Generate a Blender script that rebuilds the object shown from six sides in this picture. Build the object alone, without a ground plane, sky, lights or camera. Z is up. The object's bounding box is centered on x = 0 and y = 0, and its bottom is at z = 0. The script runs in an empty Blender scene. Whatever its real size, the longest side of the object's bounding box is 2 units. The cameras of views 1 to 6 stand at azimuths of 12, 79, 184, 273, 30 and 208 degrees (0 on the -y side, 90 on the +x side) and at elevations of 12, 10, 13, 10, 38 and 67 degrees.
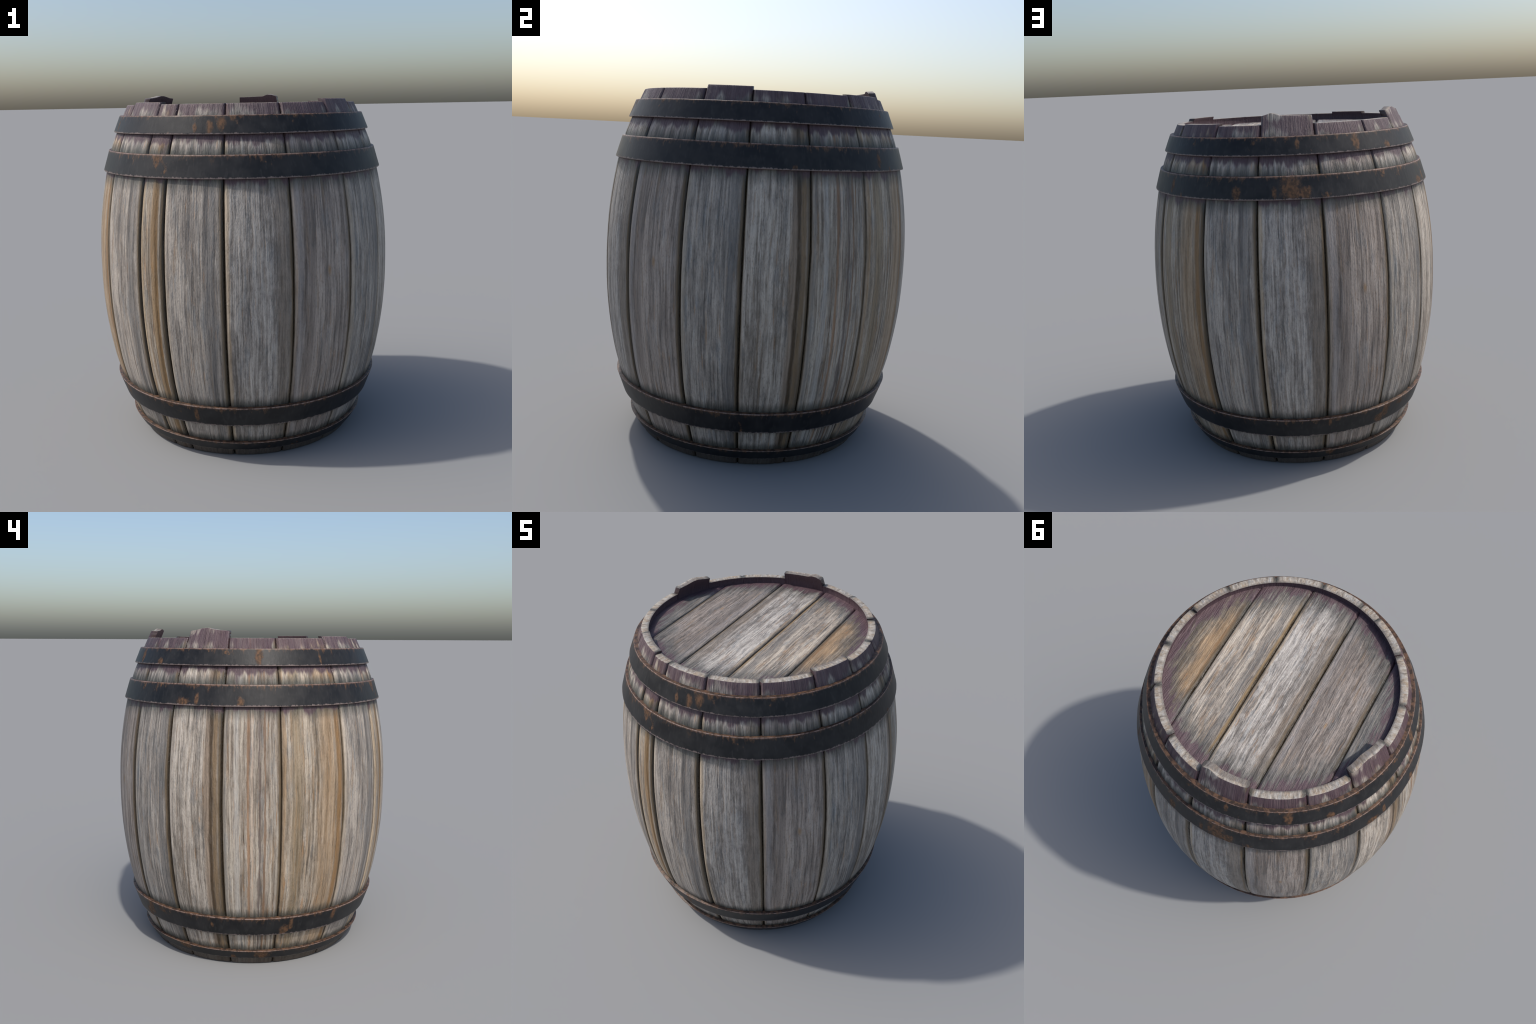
"""Weathered wooden barrel: 16 coopered staves, 4 rusty iron hoops, planked lid."""
import bpy, math
from math import sin, cos, radians, pi
from mathutils import noise, Vector

# ------------------------------------------------------------------ helpers
def lerp(a, b, t):
    return a + (b - a) * t

def clamp01(t):
    return max(0.0, min(1.0, t))

def smooth(t):
    t = clamp01(t)
    return t * t * (3 - 2 * t)

def catmull(xs, ys, x):
    """Smooth interpolation through control points."""
    n = len(xs)
    i = 0
    while i < n - 2 and x > xs[i + 1]:
        i += 1
    def slope(k):
        a, b = max(0, k - 1), min(n - 1, k + 1)
        return (ys[b] - ys[a]) / (xs[b] - xs[a])
    h = xs[i + 1] - xs[i]
    t = (x - xs[i]) / h
    t2, t3 = t * t, t * t * t
    return ((2 * t3 - 3 * t2 + 1) * ys[i] + (t3 - 2 * t2 + t) * h * slope(i)
            + (-2 * t3 + 3 * t2) * ys[i + 1] + (t3 - t2) * h * slope(i + 1))

# ------------------------------------------------------------------ sizes
PROFILE_Z = [-0.05, 0.0, 0.1, 0.2, 0.34, 0.5, 0.75, 1.0, 1.25, 1.5, 1.7, 1.78, 1.88, 1.94, 2.0, 2.05]
PROFILE_R = [0.625, 0.652, 0.697, 0.736, 0.782, 0.8225, 0.8575, 0.867, 0.856, 0.819, 0.768, 0.737, 0.694, 0.666, 0.638, 0.612]

def outer_r(z):
    return catmull(PROFILE_Z, PROFILE_R, z)

WALL = 0.043          # stave thickness
RIM_Z = 1.939         # height of the ordinary stave tops
LID_Z = 1.900         # upper face of the lid

# stave joints, degrees round the barrel (0 = -y, 90 = +x), and board kind
STAVES = [
    (6.6, "A"), (30.5, "B"), (55.0, "C"), (75.8, "D"), (97.9, "E"), (120.4, "F"), (148.0, "G"),
    (170.0, "A"), (194.0, "B"), (219.0, "C"), (239.8, "D"), (262.2, "E"), (284.7, "F"),
    (311.4, "G"), (333.6, "H"), (344.3, "G"),
]
# staves whose broken tops stand above the rim: fraction across -> height
RAISED = {
    2: [(0, 1.957), (1, 1.956)],
    5: [(0, 1.946), (1, 1.949)],
    7: [(0, 1.984), (0.09, 1.991), (0.19, 2.000), (0.29, 1.993), (0.38, 1.985), (1, 1.981)],
    10: [(0, 1.978), (0.16, 1.982), (0.33, 1.993), (0.48, 1.995), (0.60, 1.989), (0.74, 1.983), (1, 1.979)],
    13: [(0, 1.951), (1, 1.950)],
}

def top_z(index, f):
    pts = RAISED.get(index)
    if not pts:
        return RIM_Z
    for (a, za), (b, zb) in zip(pts, pts[1:]):
        if f <= b:
            return lerp(za, zb, (f - a) / (b - a))
    return pts[-1][1]

# hoops: (top z, top outer r, bottom z, bottom outer r)
HOOPS = [
    (1.8820, 0.7135, 1.7880, 0.7520),
    (1.6880, 0.7850, 1.5700, 0.8215),
    (0.3425, 0.8030, 0.2240, 0.7610),
    (0.1040, 0.7200, 0.0470, 0.6860),
]

# ------------------------------------------------------------------ node DSL
class Net:
    def __init__(self, name):
        self.mat = bpy.data.materials.new(name)
        self.mat.use_nodes = True
        self.nt = self.mat.node_tree
        self.nt.nodes.clear()
        self.out = self.node("ShaderNodeOutputMaterial")
        self.bsdf = self.node("ShaderNodeBsdfPrincipled")
        self.nt.links.new(self.bsdf.outputs[0], self.out.inputs[0])

    def node(self, kind, **props):
        n = self.nt.nodes.new(kind)
        for k, v in props.items():
            setattr(n, k, v)
        return n

    def put(self, sock, val):
        if isinstance(val, bpy.types.NodeSocket):
            self.nt.links.new(val, sock)
        elif val is not None:
            if sock.type == 'RGBA' and len(val) == 3:
                val = (*val, 1.0)
            sock.default_value = val

    def m(self, op, a, b=None, c=None, clamp=False):
        n = self.node("ShaderNodeMath", operation=op, use_clamp=clamp)
        self.put(n.inputs[0], a)
        if b is not None:
            self.put(n.inputs[1], b)
        if c is not None:
            self.put(n.inputs[2], c)
        return n.outputs[0]

    def vec(self, x, y, z):
        n = self.node("ShaderNodeCombineXYZ")
        for s, v in zip(n.inputs, (x, y, z)):
            self.put(s, v)
        return n.outputs[0]

    def sep(self, v):
        n = self.node("ShaderNodeSeparateXYZ")
        self.put(n.inputs[0], v)
        return n.outputs

    def step(self, x, lo, hi, a=0.0, b=1.0):
        n = self.node("ShaderNodeMapRange", interpolation_type='SMOOTHSTEP')
        for s, v in zip(n.inputs, (x, lo, hi, a, b)):
            self.put(s, v)
        return n.outputs[0]

    def noise(self, v, scale=1.0, detail=3.0, rough=0.55, distortion=0.0):
        n = self.node("ShaderNodeTexNoise")
        self.put(n.inputs["Vector"], v)
        n.inputs["Scale"].default_value = scale
        n.inputs["Detail"].default_value = detail
        n.inputs["Roughness"].default_value = rough
        n.inputs["Distortion"].default_value = distortion
        return n.outputs[0]

    def mix(self, fac, a, b, blend='MIX'):
        n = self.node("ShaderNodeMix", data_type='RGBA', blend_type=blend)
        self.put(n.inputs[0], fac)
        self.put(n.inputs[6], a)
        self.put(n.inputs[7], b)
        return n.outputs[2]

    def ramp(self, x, stops):
        n = self.node("ShaderNodeValToRGB")
        e = n.color_ramp.elements
        while len(e) < len(stops):
            e.new(0.5)
        for el, (p, c) in zip(e, stops):
            el.position = p
            el.color = (c, c, c, 1) if isinstance(c, (int, float)) else (*c, 1)
        self.put(n.inputs[0], x)
        return n.outputs[0]

    def bump(self, height, strength, dist):
        n = self.node("ShaderNodeBump")
        n.inputs["Strength"].default_value = strength
        n.inputs["Distance"].default_value = dist
        self.put(n.inputs["Height"], height)
        return n.outputs[0]

PURPLE = (0.105, 0.058, 0.072)
HOOP_AO_DARK = (0.052, 0.060, 0.054)
SEAM_DARK = (0.030, 0.022, 0.014)

# per-board look: light and dark tones, tan and blue stain amounts, and stains (place, half width, colour, strength)
BROWN = (0.105, 0.066, 0.030)
GOLD = (0.215, 0.125, 0.045)
TAN = (0.40, 0.29, 0.175)
KINDS = {
    "A": dict(seed=3.1, light=(0.395, 0.375, 0.350), dark=(0.140, 0.126, 0.114), tan=0.25, blue=0.50, mottle=1.1, pale=0.7,
              bands=[(0.70, 0.30, (0.135, 0.108, 0.082), 0.60), (-0.92, 0.09, TAN, 0.55)]),  # narrow tan band draws the lit left edge into the colour
    "B": dict(seed=11.7, light=(0.350, 0.310, 0.280), dark=(0.122, 0.102, 0.090), tan=0.40, blue=0.25, mottle=0.5, pale=0.4,
              bands=[(-0.80, 0.12, (0.26, 0.255, 0.26), 0.55), (-0.5, 0.2, (0.10, 0.085, 0.078), 0.45)]),
    "C": dict(seed=23.9, light=(0.375, 0.350, 0.320), dark=(0.105, 0.098, 0.092), tan=0.40, blue=0.60, mottle=0.7, pale=0.6,
              bands=[(0.66, 0.24, (0.095, 0.098, 0.102), 0.60), (-0.88, 0.10, (0.40, 0.36, 0.30), 0.5)]),
    "D": dict(seed=37.3, light=(0.425, 0.395, 0.355), dark=(0.150, 0.130, 0.108), tan=0.40, blue=0.25, mottle=0.8, pale=0.8,
              bands=[(0.50, 0.16, (0.185, 0.140, 0.100), 0.75), (0.76, 0.15, (0.170, 0.118, 0.062), 0.92), (0.61, 0.10, (0.050, 0.032, 0.014), 0.97),
                     (0.95, 0.08, (0.095, 0.095, 0.088), 0.9)]),
    "E": dict(seed=41.5, light=(0.42, 0.390, 0.340), dark=(0.120, 0.093, 0.070), tan=0.70, blue=0.45, mottle=0.35, pale=0.6,
              bands=[(-0.12, 0.07, (0.24, 0.145, 0.082), 0.8), (0.02, 0.05, (0.47, 0.385, 0.32), 0.75), (0.24, 0.05, (0.095, 0.075, 0.070), 0.8),
                     (0.42, 0.06, (0.16, 0.098, 0.058), 0.8), (-0.52, 0.12, (0.43, 0.44, 0.44), 0.5), (-0.9, 0.09, (0.13, 0.13, 0.128), 0.6)]),
    "F": dict(seed=59.2, light=(0.395, 0.350, 0.290), dark=(0.140, 0.110, 0.076), tan=0.80, blue=0.35, mottle=0.7, pale=0.5,
              bands=[(0.80, 0.13, GOLD, 0.9), (0.97, 0.07, (0.09, 0.082, 0.075), 0.8), (-0.92, 0.07, (0.33, 0.225, 0.12), 0.55),
                     (-0.55, 0.22, (0.185, 0.145, 0.085), 0.60), (0.42, 0.38, (0.290, 0.200, 0.110), 0.55)]),
    "G": dict(seed=67.8, light=(0.390, 0.360, 0.325), dark=(0.115, 0.104, 0.096), tan=0.42, blue=0.50, mottle=0.6, pale=0.6,
              bands=[(0.55, 0.22, (0.105, 0.108, 0.112), 0.60), (-0.91, 0.09, (0.42, 0.37, 0.31), 0.6), (0.90, 0.09, (0.34, 0.31, 0.27), 0.4)]),
    "H": dict(seed=73.4, light=(0.43, 0.39, 0.33), dark=(0.165, 0.128, 0.090), tan=0.6, blue=0.25, mottle=0.4, pale=0.7,
              bands=[(0.16, 0.24, (0.27, 0.185, 0.095), 0.8), (0.40, 0.20, (0.155, 0.093, 0.032), 0.95), (0.84, 0.22, (0.090, 0.083, 0.074), 0.9),
                     (-0.80, 0.16, TAN, 0.6)]),
}

def wood_colour(k, kind, u, w, along, half_m):
    """Weathered grey board: u metres across, w -1..1 across, along metres along the grain."""
    p = KINDS[kind]
    s = p["seed"]
    # the grain wanders a little from side to side
    drift = k.noise(k.vec(k.m('MULTIPLY', u, 6), k.m('MULTIPLY', along, 3.2), s + 90), 1, 2, 0.5)
    ug = k.m('ADD', u, k.m('MULTIPLY', k.m('SUBTRACT', drift, 0.5), 0.020))
    V = lambda a, b, o=0.0: k.vec(k.m('MULTIPLY', ug, a), k.m('MULTIPLY', along, b), s + o)
    broad = k.noise(V(17, 1.1), 1, 4, 0.6)
    streak = k.noise(V(54, 1.6, 5), 1, 5, 0.62)
    fine = k.noise(V(125, 5.0, 9), 1, 3, 0.6)
    mottle = k.noise(V(46, 15, 13), 1, 5, 0.70)
    tone = k.m('ADD', k.m('MULTIPLY', broad, 0.50), k.m('MULTIPLY', streak, 0.85))
    tone = k.m('ADD', tone, k.m('MULTIPLY', fine, 0.45))
    tone = k.m('ADD', tone, k.m('MULTIPLY', mottle, 0.48 * p["mottle"]))
    mean = 0.5 * (0.50 + 0.85 + 0.45 + 0.48 * p["mottle"])
    t = k.step(tone, mean - 0.25, mean + 0.25)
    col = k.mix(t, tuple(0.80 * q for q in p["dark"]), tuple(1.06 * q for q in p["light"]))
    # warm and cold stains in long streaks
    warm = k.step(k.noise(V(44, 2.2, 21), 1, 4, 0.62), 0.60 - 0.10 * p["tan"], 0.76 - 0.10 * p["tan"])
    col = k.mix(k.m('MULTIPLY', warm, 0.28 + 0.42 * p["tan"]), col, k.mix(t, (0.120, 0.074, 0.036), (0.38, 0.268, 0.160)))
    cold = k.step(k.noise(V(30, 4.0, 33), 1, 5, 0.66), 0.53, 0.66)
    col = k.mix(k.m('MULTIPLY', cold, 0.95 * p["blue"]), col, k.mix(t, (0.074, 0.086, 0.096), (0.275, 0.305, 0.325)))
    # slaty weathered patches with ragged ends
    slate = k.step(k.noise(V(30, 5.0, 37), 1, 5, 0.72), 0.57, 0.66)
    col = k.mix(k.m('MULTIPLY', slate, 0.38 + 0.45 * p["blue"]), col, k.mix(t, (0.055, 0.060, 0.065), (0.175, 0.182, 0.190)))
    # bleached flecks and dark pores
    fleck = k.step(k.noise(V(66, 5.5, 47), 1, 5, 0.68), 0.57, 0.70)
    col = k.mix(k.m('MULTIPLY', fleck, 0.62 * p["pale"]), col, (0.55, 0.525, 0.485))
    pore = k.step(k.noise(V(90, 4.6, 53), 1, 4, 0.68), 0.59, 0.73)
    col = k.mix(k.m('MULTIPLY', pore, 0.60), col, (0.072, 0.056, 0.043))
    rusty = k.step(k.noise(V(75, 6, 57), 1, 3, 0.6), 0.61, 0.71)
    col = k.mix(k.m('MULTIPLY', rusty, 0.55 * p["tan"] + 0.20), col, (0.29, 0.165, 0.075))
    # fine pitting all over
    grit = k.noise(V(165, 62, 101), 1, 3, 0.65)
    col = k.mix(k.step(grit, 0.50, 0.30, 0.0, 0.42), col, k.mix(1.0, col, (0.42, 0.40, 0.38), 'MULTIPLY'))
    # long stains down the board
    wob = k.m('SUBTRACT', k.noise(V(20, 3.2, 61), 1, 4, 0.62), 0.5)
    ww = k.m('ADD', w, k.m('MULTIPLY', wob, 0.22))
    breakup = k.m('ADD', k.m('MULTIPLY', mottle, 1.2), k.m('MULTIPLY', streak, 0.8))
    for c, h, colour, strength in p["bands"]:
        d = k.m('ABSOLUTE', k.m('SUBTRACT', ww, c))
        mask = k.step(d, h * 0.25, h * 1.10, 1.0, 0.0)
        mask = k.m('MULTIPLY', mask, k.step(breakup, 0.60, 1.05, 0.58, 1.0))
        tint = k.mix(0.30, colour, k.mix(1.0, col, tuple(min(1, q * 3.0) for q in colour), 'MULTIPLY'))
        col = k.mix(k.m('MULTIPLY', mask, strength), col, tint)
    col = k.mix(1.0, col, p.get('gain', (1.16, 1.105, 1.05)), 'MULTIPLY')
    # joints: sun highlight painted on the left edge, brown and black on the right
    jit = k.m('MULTIPLY', wob, 0.016)
    dl = k.m('ADD', k.m('MULTIPLY', k.m('ADD', w, 1.0), half_m), jit)
    dr = k.m('ADD', k.m('MULTIPLY', k.m('SUBTRACT', 1.0, w), half_m), jit)
    col = k.mix(k.step(dl, 0.006, 0.020, 0.42, 0.0), col, (0.46, 0.385, 0.30))
    col = k.mix(k.step(dr, 0.010, 0.060, 0.30, 0.0), col, (0.085, 0.072, 0.060))  # soft occlusion baked in: each board darkens towards its right side
    col = k.mix(k.step(dr, 0.012, 0.030, 0.90, 0.0), col, p.get('seam', (0.110, 0.073, 0.034)))
    col = k.mix(k.step(dr, 0.004, 0.016, 0.90, 0.0), col, (0.018, 0.013, 0.008))
    col = k.mix(k.step(dl, 0.002, 0.009, 0.85, 0.0), col, (0.080, 0.054, 0.026))
    height = k.m('ADD', k.m('MULTIPLY', streak, 0.8), k.m('ADD', k.m('MULTIPLY', fine, 0.55), k.m('MULTIPLY', mottle, 0.6 * p["mottle"])))
    height = k.m('ADD', k.m('SUBTRACT', height, k.m('MULTIPLY', pore, 0.25)), k.m('MULTIPLY', grit, 0.35))
    k.groove = k.m('MAXIMUM', k.step(dr, 0.004, 0.014, 1.0, 0.0), k.step(dl, 0.002, 0.009, 1.0, 0.0))
    return col, height, t, V

def finish_wood(k, col, height, rough=0.54):
    k.put(k.bsdf.inputs["Base Color"], col)
    k.put(k.bsdf.inputs["Roughness"], k.m('SUBTRACT', rough, k.m('MULTIPLY', k.groove, 0.32)))
    k.bsdf.inputs["Specular IOR Level"].default_value = 0.5
    k.put(k.bsdf.inputs["Normal"], k.bump(height, 0.9, 0.010))
    return k.mat

def stave_material(kind, half):
    k = Net("weathered_stave_wood")
    tc = k.node("ShaderNodeTexCoord")
    x, y, z = k.sep(tc.outputs["Object"])
    a = k.m('ARCTAN2', x, k.m('MULTIPLY', y, -1.0))
    w = k.m('DIVIDE', a, half)
    u = k.m('MULTIPLY', a, 0.87)
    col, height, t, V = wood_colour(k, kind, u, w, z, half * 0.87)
    # ---- knot
    if kind == "B":
        du = k.m('MULTIPLY', k.m('SUBTRACT', w, 0.12), 13.0)
        dz = k.m('MULTIPLY', k.m('SUBTRACT', z, 1.08), 26.0)
        d = k.m('SQRT', k.m('ADD', k.m('MULTIPLY', du, du), k.m('MULTIPLY', dz, dz)))
        col = k.mix(k.step(k.m('ADD', d, streak_of(k, V)), 0.4, 1.5, 0.75, 0.0), col, (0.24, 0.135, 0.050))
    # ---- ambient occlusion painted dark green round the hoops, plus purple stain
    rag = k.noise(V(38, 3.0, 71), 1, 4, 0.62)
    ragz = k.m('ADD', z, k.m('MULTIPLY', k.m('SUBTRACT', rag, 0.5), 0.085))
    H = lambda q: q / 2.05
    zz = k.m('DIVIDE', ragz, 2.05)
    hoop_ao = k.ramp(zz, [(0, .6), (H(.045), .8), (H(.104), .95), (H(.128), .70), (H(.150), 0.0), (H(.205), .0), (H(.224), .7),
                        (H(.345), .95), (H(.368), .70), (H(.400), .0), (H(1.49), .0), (H(1.535), .6), (H(1.575), .97), (H(1.69), .95),
                        (H(1.712), .60), (H(1.738), .0), (H(1.752), .0), (H(1.79), .9), (H(1.88), .65), (H(1.905), .0)])
    col = k.mix(k.m('MULTIPLY', hoop_ao, 0.90), col, k.mix(t, (0.016, 0.019, 0.016), (0.052, 0.059, 0.050)))
    blot = k.noise(V(11, 2.8, 83), 1, 3, 0.55)
    purp = k.ramp(zz, [(0, .30), (H(.06), .12), (H(.12), 0.0), (H(1.40), 0.0), (H(1.50), .20), (H(1.57), .62), (H(1.69), .30),
                       (H(1.73), .36), (H(1.77), .62), (H(1.80), .70), (H(1.86), .54), (H(1.89), .52), (H(1.945), .72), (H(1.97), .60)])
    pm = k.step(k.m('ADD', purp, k.m('SUBTRACT', blot, 0.5)), 0.42, 0.60)
    pm2 = k.m('MULTIPLY', pm, k.m('ADD', k.m('MULTIPLY', rag, -0.45), 1.16), clamp=True)
    col = k.mix(pm2, col, k.mix(t, (0.058, 0.032, 0.041), (0.088, 0.051, 0.062)))
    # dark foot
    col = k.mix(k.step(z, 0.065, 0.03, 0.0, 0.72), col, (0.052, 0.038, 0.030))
    # ---- faces by direction: end grain, inside, joints
    geo = k.node("ShaderNodeNewGeometry")
    tn = k.node("ShaderNodeVectorTransform", vector_type='NORMAL', convert_from='WORLD', convert_to='OBJECT')
    k.put(tn.inputs[0], geo.outputs["True Normal"])
    nx, ny, nz = k.sep(tn.outputs[0])
    sa, ca = k.m('SINE', a), k.m('COSINE', a)
    rad = k.m('SUBTRACT', k.m('MULTIPLY', nx, sa), k.m('MULTIPLY', ny, ca))
    rr = k.m('SQRT', k.m('ADD', k.m('MULTIPLY', x, x), k.m('MULTIPLY', y, y)))
    side = k.m('MULTIPLY', k.step(k.m('ABSOLUTE', rad), 0.75, 0.35), k.step(nz, 0.8, 0.5))
    low = k.step(z, 1.70, 1.80)
    col = k.mix(k.m('MULTIPLY', side, 0.9), col, k.mix(low, SEAM_DARK, (0.045, 0.028, 0.029)))
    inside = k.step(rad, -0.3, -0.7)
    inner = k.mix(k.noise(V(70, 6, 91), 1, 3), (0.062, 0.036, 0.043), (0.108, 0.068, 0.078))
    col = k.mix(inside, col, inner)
    ev = k.vec(k.m('MULTIPLY', u, 46), k.m('MULTIPLY', rr, 26), KINDS[kind]["seed"] + 3)
    eg = k.noise(ev, 1, 5, 0.68)
    endc = k.ramp(eg, [(0.28, (0.090, 0.070, 0.054)), (0.47, (0.285, 0.245, 0.200)), (0.66, (0.44, 0.41, 0.365))])
    endb = k.noise(k.vec(k.m('MULTIPLY', u, 18), k.m('MULTIPLY', rr, 16), KINDS[kind]["seed"]), 1, 4, 0.65)
    endc = k.mix(k.step(endb, 0.50, 0.68, 0.0, 0.60), endc, (0.30, 0.205, 0.115))
    endc = k.mix(k.step(endb, 0.46, 0.34, 0.0, 0.50), endc, (0.215, 0.225, 0.232))
    aw = k.m('ABSOLUTE', w)
    endc = k.mix(k.step(k.m('ADD', aw, k.m('MULTIPLY', k.m('SUBTRACT', eg, 0.5), 0.2)), 0.78, 0.96, 0.0, 0.92), endc, (0.036, 0.035, 0.029))
    rim_edge = k.m('SUBTRACT', k.step(rr, 0.638, 0.626, 0.0, 0.6), 0.0)
    endc = k.mix(rim_edge, endc, (0.09, 0.075, 0.068))
    ends = k.m('MULTIPLY', k.step(nz, 0.72, 0.88), k.step(z, 1.90, 1.92))
    col = k.mix(ends, col, endc)
    height = k.mix(ends, height, eg)
    return finish_wood(k, col, height)

def streak_of(k, V):
    return k.m('MULTIPLY', k.noise(V(80, 9, 5.5), 1, 3), 0.8)

def lid_material(kind, centre, half):
    """Board of the lid: runs along local x, across local y."""
    k = Net("weathered_lid_wood")
    tc = k.node("ShaderNodeTexCoord")
    x, y, z = k.sep(tc.outputs["Object"])
    u = k.m('SUBTRACT', y, centre)
    w = k.m('DIVIDE', u, half)
    col, height, t, V = wood_colour(k, kind, u, w, k.m('MULTIPLY', x, 1.5), half)
    if kind == "B_lid":
        du = k.m('MULTIPLY', k.m('SUBTRACT', w, -0.04), 16.0)
        dx = k.m('MULTIPLY', k.m('SUBTRACT', x, 0.112), 34.0)
        d = k.m('SQRT', k.m('ADD', k.m('MULTIPLY', du, du), k.m('MULTIPLY', dx, dx)))
        col = k.mix(k.step(k.m('ADD', d, streak_of(k, V)), 0.4, 1.5, 0.75, 0.0), col, (0.27, 0.155, 0.055))
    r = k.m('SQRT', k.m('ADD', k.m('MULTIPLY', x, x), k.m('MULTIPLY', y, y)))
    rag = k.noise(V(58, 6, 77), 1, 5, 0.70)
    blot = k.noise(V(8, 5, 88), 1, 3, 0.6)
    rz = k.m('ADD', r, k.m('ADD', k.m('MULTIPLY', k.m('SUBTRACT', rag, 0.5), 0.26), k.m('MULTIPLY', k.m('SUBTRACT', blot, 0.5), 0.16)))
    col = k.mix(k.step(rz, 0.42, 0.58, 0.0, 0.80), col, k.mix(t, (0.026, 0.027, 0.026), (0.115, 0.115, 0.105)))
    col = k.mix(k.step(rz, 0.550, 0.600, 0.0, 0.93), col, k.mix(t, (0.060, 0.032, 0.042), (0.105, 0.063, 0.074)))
    return finish_wood(k, col, height)

# broad rust stains on each hoop: degrees round, height 0..1, half width in metres, half height 0..1
STAINS = [
    [(0.8, 0.42, 0.016, 0.34), (5.4, 0.62, 0.020, 0.40), (354.7, 0.36, 0.010, 0.22), (10, 0.85, 0.018, 0.25), (210.8, 0.50, 0.020, 0.42),
     (185.8, 0.58, 0.011, 0.22), (276.2, 0.55, 0.020, 0.50), (227.4, 0.18, 0.022, 0.20), (304.7, 0.45, 0.008, 0.36)],
    [(182.5, 0.42, 0.048, 0.50), (188.0, 0.26, 0.028, 0.26), (176.5, 0.30, 0.014, 0.20), (162.2, 0.32, 0.020, 0.32), (128.8, 0.48, 0.018, 0.34), (245.0, 0.13, 0.036, 0.20),
     (251.1, 0.32, 0.012, 0.22), (268.9, 0.20, 0.018, 0.24), (91.7, 0.10, 0.012, 0.14)],
    [(287.5, 0.28, 0.022, 0.26), (290.5, 0.60, 0.012, 0.36), (256.2, 0.55, 0.008, 0.12), (221.7, 0.66, 0.026, 0.40), (352.8, 0.62, 0.012, 0.50), (219.0, 0.30, 0.03, 0.3),
     (194.9, 0.83, 0.010, 0.26), (312.0, 0.75, 0.016, 0.40)],
    [(278.4, 0.60, 0.040, 0.55), (196.2, 0.75, 0.020, 0.40), (238.7, 0.80, 0.04, 0.40), (300.0, 0.85, 0.03, 0.3)],
]

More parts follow.
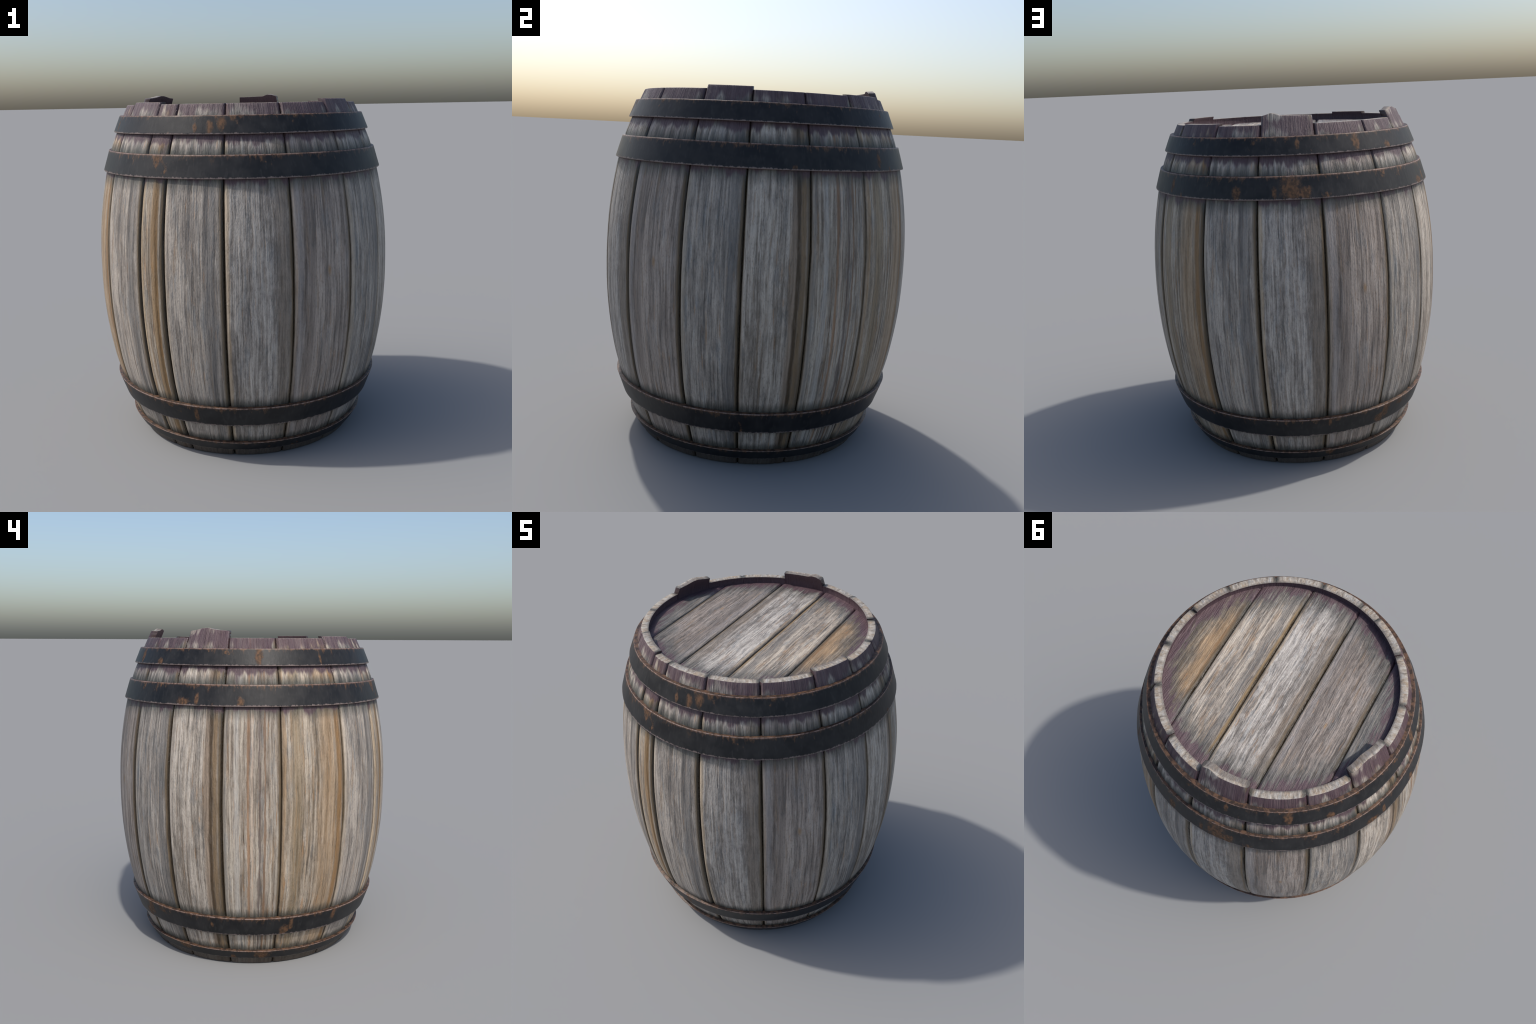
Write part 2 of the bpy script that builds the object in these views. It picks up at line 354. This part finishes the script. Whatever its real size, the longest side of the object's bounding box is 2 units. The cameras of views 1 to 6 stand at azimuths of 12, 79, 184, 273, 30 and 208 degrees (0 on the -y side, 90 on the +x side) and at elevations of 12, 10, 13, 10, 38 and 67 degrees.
def hoop_material(zt, zb, seed, stains):
    k = Net("rusty_hoop_iron")
    tc = k.node("ShaderNodeTexCoord")
    x, y, z = k.sep(tc.outputs["Object"])
    # go round seamlessly: use the circle itself as noise coordinates, stretched downwards
    V = lambda a, b, o=0.0: k.vec(k.m('MULTIPLY', x, a), k.m('MULTIPLY', y, a), k.m('ADD', k.m('MULTIPLY', z, b), seed + o))
    f = k.m('DIVIDE', k.m('SUBTRACT', z, zb), zt - zb)          # 0 bottom .. 1 top
    cloud = k.noise(V(9, 9), 1, 4, 0.6)
    drag = k.noise(V(55, 8, 4), 1, 4, 0.6)
    col = k.mix(k.step(cloud, 0.35, 0.68), (0.0075, 0.0078, 0.0090), (0.0185, 0.0182, 0.0188))
    col = k.mix(k.m('MULTIPLY', k.step(drag, 0.5, 0.72), 0.45), col, (0.034, 0.033, 0.033))
    rust_tone = k.mix(k.step(k.noise(V(70, 50, 8), 1, 3), 0.35, 0.66), (0.062, 0.036, 0.020), (0.165, 0.083, 0.040))
    # rust runs from the upper edge
    run = k.noise(V(38, 7, 12), 1, 5, 0.66)
    top = k.m('SUBTRACT', k.m('ADD', f, k.m('MULTIPLY', k.m('SUBTRACT', run, 0.5), 1.9)), 0.0)
    col = k.mix(k.m('MULTIPLY', k.step(top, 0.86, 1.20), 0.70), col, rust_tone)
    # large flaking patches
    patch = k.noise(V(7.5, 6, 31), 1, 5, 0.62, 0.2)
    ragged = k.noise(V(46, 40, 36), 1, 4, 0.65)
    pm = k.step(k.m('ADD', patch, k.m('MULTIPLY', k.m('SUBTRACT', ragged, 0.5), 0.17)), 0.635, 0.72)
    shape = k.m('MULTIPLY', k.m('SUBTRACT', k.noise(V(30, 26, 41), 1, 5, 0.66), 0.5), 2.6)
    for az, fh, hw, hh in stains:
        ang = radians(az)
        # angle away from the stain, from the direction round the hoop
        rr = k.m('SQRT', k.m('ADD', k.m('MULTIPLY', x, x), k.m('MULTIPLY', y, y)))
        cx = k.m('DIVIDE', k.m('SUBTRACT', x, k.m('MULTIPLY', rr, sin(ang))), hw)
        cy = k.m('DIVIDE', k.m('ADD', y, k.m('MULTIPLY', rr, cos(ang))), hw)
        cf = k.m('DIVIDE', k.m('SUBTRACT', f, fh), hh)
        d = k.m('SQRT', k.m('ADD', k.m('MULTIPLY', cf, cf), k.m('ADD', k.m('MULTIPLY', cx, cx), k.m('MULTIPLY', cy, cy))))
        pm = k.m('MAXIMUM', pm, k.step(k.m('ADD', d, shape), 0.55, 1.40, 0.90, 0.0))
    col = k.mix(k.m('MULTIPLY', pm, 0.80), col, rust_tone)
    # broken pale lines along the edges
    edge_noise = k.noise(V(60, 12, 50), 1, 4, 0.65)
    fe = k.m('ADD', f, k.m('MULTIPLY', k.m('SUBTRACT', edge_noise, 0.5), 0.22))
    col = k.mix(k.step(fe, 0.075, 0.010, 0.0, 0.78), col, (0.230, 0.180, 0.165))
    col = k.mix(k.step(fe, 0.90, 0.99, 0.0, 0.60), col, (0.150, 0.082, 0.052))
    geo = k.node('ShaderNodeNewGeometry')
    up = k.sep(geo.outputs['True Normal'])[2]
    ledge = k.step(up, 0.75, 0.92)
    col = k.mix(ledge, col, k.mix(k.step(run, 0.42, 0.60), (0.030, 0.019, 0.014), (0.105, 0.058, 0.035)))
    corner = k.m('MULTIPLY', k.step(k.m('ABSOLUTE', k.m('SUBTRACT', f, 0.985)), 0.012, 0.035, 1.0, 0.0), k.step(edge_noise, 0.40, 0.58))
    col = k.mix(k.m('MULTIPLY', corner, k.step(up, 0.98, 0.90, 0.0, 0.62)), col, (0.30, 0.225, 0.20))  # pinkish glint coloured onto the top outer corner
    k.put(k.bsdf.inputs["Base Color"], col)
    k.put(k.bsdf.inputs["Roughness"], k.m('ADD', k.m('MULTIPLY', cloud, 0.22), k.m('ADD', k.m('MULTIPLY', pm, 0.25), 0.36)))
    k.bsdf.inputs["Specular IOR Level"].default_value = 0.30
    k.put(k.bsdf.inputs["Normal"], k.bump(k.m('ADD', k.m('MULTIPLY', drag, 0.4), k.m('ADD', k.m('MULTIPLY', pm, 0.35), k.m('MULTIPLY', ragged, 0.3))), 0.35, 0.004))
    return k.mat

# ------------------------------------------------------------------ mesh building
def make_object(name, verts, faces, mat, parent, sharp=50):
    me = bpy.data.meshes.new(name)
    me.from_pydata(verts, [], faces)
    me.update()
    me.polygons.foreach_set("use_smooth", [True] * len(me.polygons))
    me.set_sharp_from_angle(angle=radians(sharp))
    me.materials.append(mat)
    ob = bpy.data.objects.new(name, me)
    bpy.context.scene.collection.objects.link(ob)
    ob.parent = parent
    return ob

def loft(rings, cap=True):
    n = len(rings[0])
    verts = [v for ring in rings for v in ring]
    faces = []
    for i in range(len(rings) - 1):
        for j in range(n):
            k = (j + 1) % n
            faces.append((i * n + j, i * n + k, (i + 1) * n + k, (i + 1) * n + j))
    return verts, faces

def build_stave(index, start, end, kind, mat, parent):
    centre = radians((start + end) / 2)
    half = radians((end - start) / 2)
    seed = KINDS[kind]["seed"]
    gap = 0.0006                                   # half of the open joint, metres
    # positions across the outer face, denser at the rounded edges
    n_mid = 26
    edge = [0.0, 0.001, 0.0022, 0.0038, 0.0058, 0.0082, 0.0115, 0.0150, 0.0188]
    z_rows = [0.0, 0.003, 0.012] + [0.03 + i * (1.86 - 0.03) / 130 for i in range(131)]
    top_rows = [0.25, 0.5, 0.72, 0.88]             # then the bevel rows
    rings = []

    def ring(zf, z_of, inset):
        pts = []
        width = 2 * half * 0.8
        hw = half * outer_r(min(1.0, 1.0)) - gap   # half width at the belly
        us = [-hw + e for e in edge] + [lerp(-hw + 0.0225, hw - 0.0225, i / n_mid) for i in range(n_mid + 1)] + [hw - e for e in reversed(edge)]
        outer, inner = [], []
        for u in us:
            a = u / hw * (half - gap / 0.8)
            f = (u / hw + 1) / 2
            z = z_of(f)
            ro = outer_r(z)
            d = hw - abs(u)
            drop = 0.0130 * (1 - clamp01(d / 0.0190)) ** 2.2 if d < 0.0190 else 0.0
            crown = -0.0016 * (u / hw) ** 2 * 1.0 + 0.0005
            grain = noise.noise(Vector((u * 42, z * 1.3, seed))) * 0.0011 + noise.noise(Vector((u * 130, z * 5, seed + 7))) * 0.0004
            for c, h, colour, strength in KINDS[kind]["bands"]:
                if (colour in (BROWN, GOLD) or (kind == 'D' and c == 0.61) or (kind == 'H' and c == 0.40)):
                    drop += 0.0030 * (1 - smooth(abs(u / hw - c) / (h * 1.1)))
            r = ro - drop + crown + grain - inset
            outer.append((a, r, z))
        for i in range(9):
            f = 1 - i / 8
            a = lerp(-1, 1, f) * (half - gap / 0.8)
            z = z_of(f)
            r = outer_r(z) - WALL + inset
            if z > 1.86:
                r = min(r, 0.630)
            inner.append((a, r, z))
        for a, r, z in outer + inner:
            pts.append((r * sin(a), -r * cos(a), z))
        return pts

    for z in z_rows:
        inset = 0.003 if z == 0.0 else 0.0
        rings.append(ring(None, lambda f, z=z: z, inset))
    tz = lambda f: top_z(index, f)
    for t in top_rows:
        rings.append(ring(None, lambda f, t=t: lerp(1.86, tz(f) - 0.003, t), 0.0))
    rings.append(ring(None, lambda f: tz(f) - 0.003, 0.0))
    rings.append(ring(None, lambda f: tz(f) - 0.0009, 0.0008))
    rings.append(ring(None, lambda f: tz(f), 0.0028))
    verts, faces = loft(rings)
    n = len(rings[0])
    n_out = n - 9
    # end caps: strips between outer and inner edge
    def cap(base, flip):
        for j in range(n_out - 1):
            f0, f1 = j / (n_out - 1), (j + 1) / (n_out - 1)
            i0 = base + n_out + 8 - round(f0 * 8)
            i1 = base + n_out + 8 - round(f1 * 8)
            quad = [base + j, base + j + 1, i1, i0] if i0 != i1 else [base + j, base + j + 1, i0]
            faces.append(tuple(quad if not flip else reversed(quad)))
    cap(0, True)
    cap((len(rings) - 1) * n, False)
    ob = make_object("stave", verts, faces, mat, parent, 42)
    ob.rotation_euler = (0, 0, centre)
    return ob

def build_hoop(spec, seed, stains, parent):
    zt, rt, zb, rb = spec
    # cross-section, counter-clockwise seen with r right, z up
    prof = []
    rows = 14
    c = 0.0025
    dz, dr = zt - zb, rt - rb
    L = math.hypot(dz, dr)
    tz_, tr_ = dz / L, dr / L                      # unit along, bottom to top
    nr_, nz_ = tz_, -tr_                           # outward normal
    def at(s, n):
        return (rb + tr_ * s + nr_ * n, zb + tz_ * s + nz_ * n)
    depth_top = (rt - outer_r(zt)) + 0.005
    depth_bot = (rb - outer_r(zb)) + 0.005
    prof.append((outer_r(zb) - 0.006, zb + 0.001))
    prof.append(at(0.0, -c))
    prof.append(at(c * 0.3, -c * 0.3))
    prof.append(at(c, 0.0))
    for i in range(1, rows):
        prof.append(at(lerp(c, L - c, i / rows), 0.0))
    prof.append(at(L - c, 0.0))
    prof.append(at(L - c * 0.3, -c * 0.3))
    prof.append(at(L, -c))
    prof.append((outer_r(zt) - 0.006, at(L, -c)[1] + (0.003 if zt < 1 else 0.0)))
    seg = 288
    verts, faces = [], []
    n = len(prof)
    for i in range(seg):
        a = 2 * pi * i / seg
        for j, (r, z) in enumerate(prof):
            p = Vector((sin(a), -cos(a), 0))
            wob = noise.noise(p * 9 + Vector((0, 0, seed + z * 6))) * 0.0010
            edge = 1.0 if j in (1, 2, n - 3, n - 2) else 0.0
            nick = noise.noise(p * 55 + Vector((0, 0, seed))) * 0.0007 * edge
            verts.append(((r + wob) * sin(a), -(r + wob) * cos(a), z + nick))
    for i in range(seg):
        k = (i + 1) % seg
        for j in range(n):
            m = (j + 1) % n
            faces.append((i * n + j, k * n + j, k * n + m, i * n + m))
    return make_object("hoop", verts, faces, hoop_material(zt, zb, seed, stains), parent, 50)

def build_head_board(name, y0, y1, radius, z_top, thick, mat, parent, seed, turn):
    """One straight board of a round head; boards run along local x."""
    gap = 0.0008
    a, b = y0 + gap, y1 - gap
    a, b = max(a, -radius + 0.002), min(b, radius - 0.002)
    edge = [0.0, 0.001, 0.0022, 0.0038, 0.0058, 0.0082, 0.0115, 0.0150, 0.0188]
    n = 22
    first, last = y0 <= -radius, y1 >= radius
    ys = [a + e for e in edge] + [lerp(a + 0.0225, b - 0.0225, i / n) for i in range(n + 1)] + [b - e for e in reversed(edge)]
    rows = 60
    verts, faces = [], []
    for y in ys:
        d = min(y - a if not first else 1, b - y if not last else 1)
        drop = 0.0130 * (1 - clamp01(d / 0.0190)) ** 2.2 if d < 0.0190 else 0.0
        hx = math.sqrt(max(radius * radius - y * y, 1e-6))
        for i in range(rows + 1):
            x = lerp(-hx, hx, i / rows)
            g = noise.noise(Vector((y * 42, x * 1.5, seed))) * 0.0011
            verts.append((x, y, z_top - drop + g))
    top_n = len(verts)
    for y in ys:
        hx = math.sqrt(max(radius * radius - y * y, 1e-6))
        for i in range(rows + 1):
            verts.append((lerp(-hx, hx, i / rows), y, z_top - thick))
    R = rows + 1
    m = len(ys)
    for j in range(m - 1):
        for i in range(rows):
            q = (j * R + i, j * R + i + 1, (j + 1) * R + i + 1, (j + 1) * R + i)
            faces.append(q)
            faces.append(tuple(top_n + v for v in reversed(q)))
    border = [i for i in range(R)] + [j * R + rows for j in range(1, m)] + [(m - 1) * R + i for i in range(rows - 1, -1, -1)] + [j * R for j in range(m - 2, 0, -1)]
    for p, q in zip(border, border[1:] + border[:1]):
        faces.append((q, p, top_n + p, top_n + q))
    ob = make_object(name, verts, faces, mat, parent, 40)
    ob.rotation_euler = (0, 0, turn)
    return ob

# ------------------------------------------------------------------ assemble
barrel = bpy.data.objects.new("wooden_barrel", None)
bpy.context.scene.collection.objects.link(barrel)
barrel["label"] = "weathered grey wooden barrel with four rusty black hoops"
barrel["category"] = "barrel"

stave_mats = {}
for i, (start, kind) in enumerate(STAVES):
    end = STAVES[(i + 1) % len(STAVES)][0]
    if end < start:
        end += 360
    if kind not in stave_mats:
        stave_mats[kind] = stave_material(kind, radians((end - start) / 2))
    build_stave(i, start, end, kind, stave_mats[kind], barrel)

for i, spec in enumerate(HOOPS):
    build_hoop(spec, 4.0 + 9.7 * i, STAINS[i], barrel)

for kind, board in dict(
        F=dict(light=(0.45, 0.360, 0.250), dark=(0.175, 0.122, 0.070), tan=0.95, blue=0.10, gain=(1.08, 1.01, 0.92)),
        G=dict(light=(0.43, 0.395, 0.345), tan=0.75, blue=0.60, mottle=0.8, seam=(0.190, 0.115, 0.036), gain=(1.12, 1.05, 0.97)),
        A=dict(light=(0.44, 0.42, 0.395), tan=0.40, gain=(1.14, 1.10, 1.05)),
        B=dict(light=(0.315, 0.280, 0.252), dark=(0.100, 0.082, 0.070), tan=0.55, mottle=0.9, gain=(1.0, 0.96, 0.92)),
        C=dict(light=(0.300, 0.275, 0.250), gain=(0.95, 0.92, 0.90))).items():
    KINDS[kind + "_lid"] = {**KINDS[kind], **board, "seed": KINDS[kind]["seed"] + 1.37}

LID_TURN = radians(90.0)
LID_R = 0.634
LID_JOINTS = [-0.70, -0.391, -0.1235, 0.170, 0.479, 0.70]
LID_KINDS = ["F_lid", "G_lid", "A_lid", "B_lid", "C_lid"]
for i, kind in enumerate(LID_KINDS):
    y0, y1 = LID_JOINTS[i], LID_JOINTS[i + 1]
    a, b = max(y0, -LID_R), min(y1, LID_R)
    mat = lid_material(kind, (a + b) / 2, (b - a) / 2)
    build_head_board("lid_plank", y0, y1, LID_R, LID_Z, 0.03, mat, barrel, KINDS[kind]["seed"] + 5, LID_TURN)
for i in range(5):
    y0, y1 = LID_JOINTS[i], LID_JOINTS[i + 1]
    a, b = max(y0, -0.64), min(y1, 0.64)
    mat = lid_material(LID_KINDS[4 - i], (a + b) / 2, (b - a) / 2)
    build_head_board("bottom_plank", y0, y1, 0.625, 0.065, 0.03, mat, barrel, 90 + i, LID_TURN)
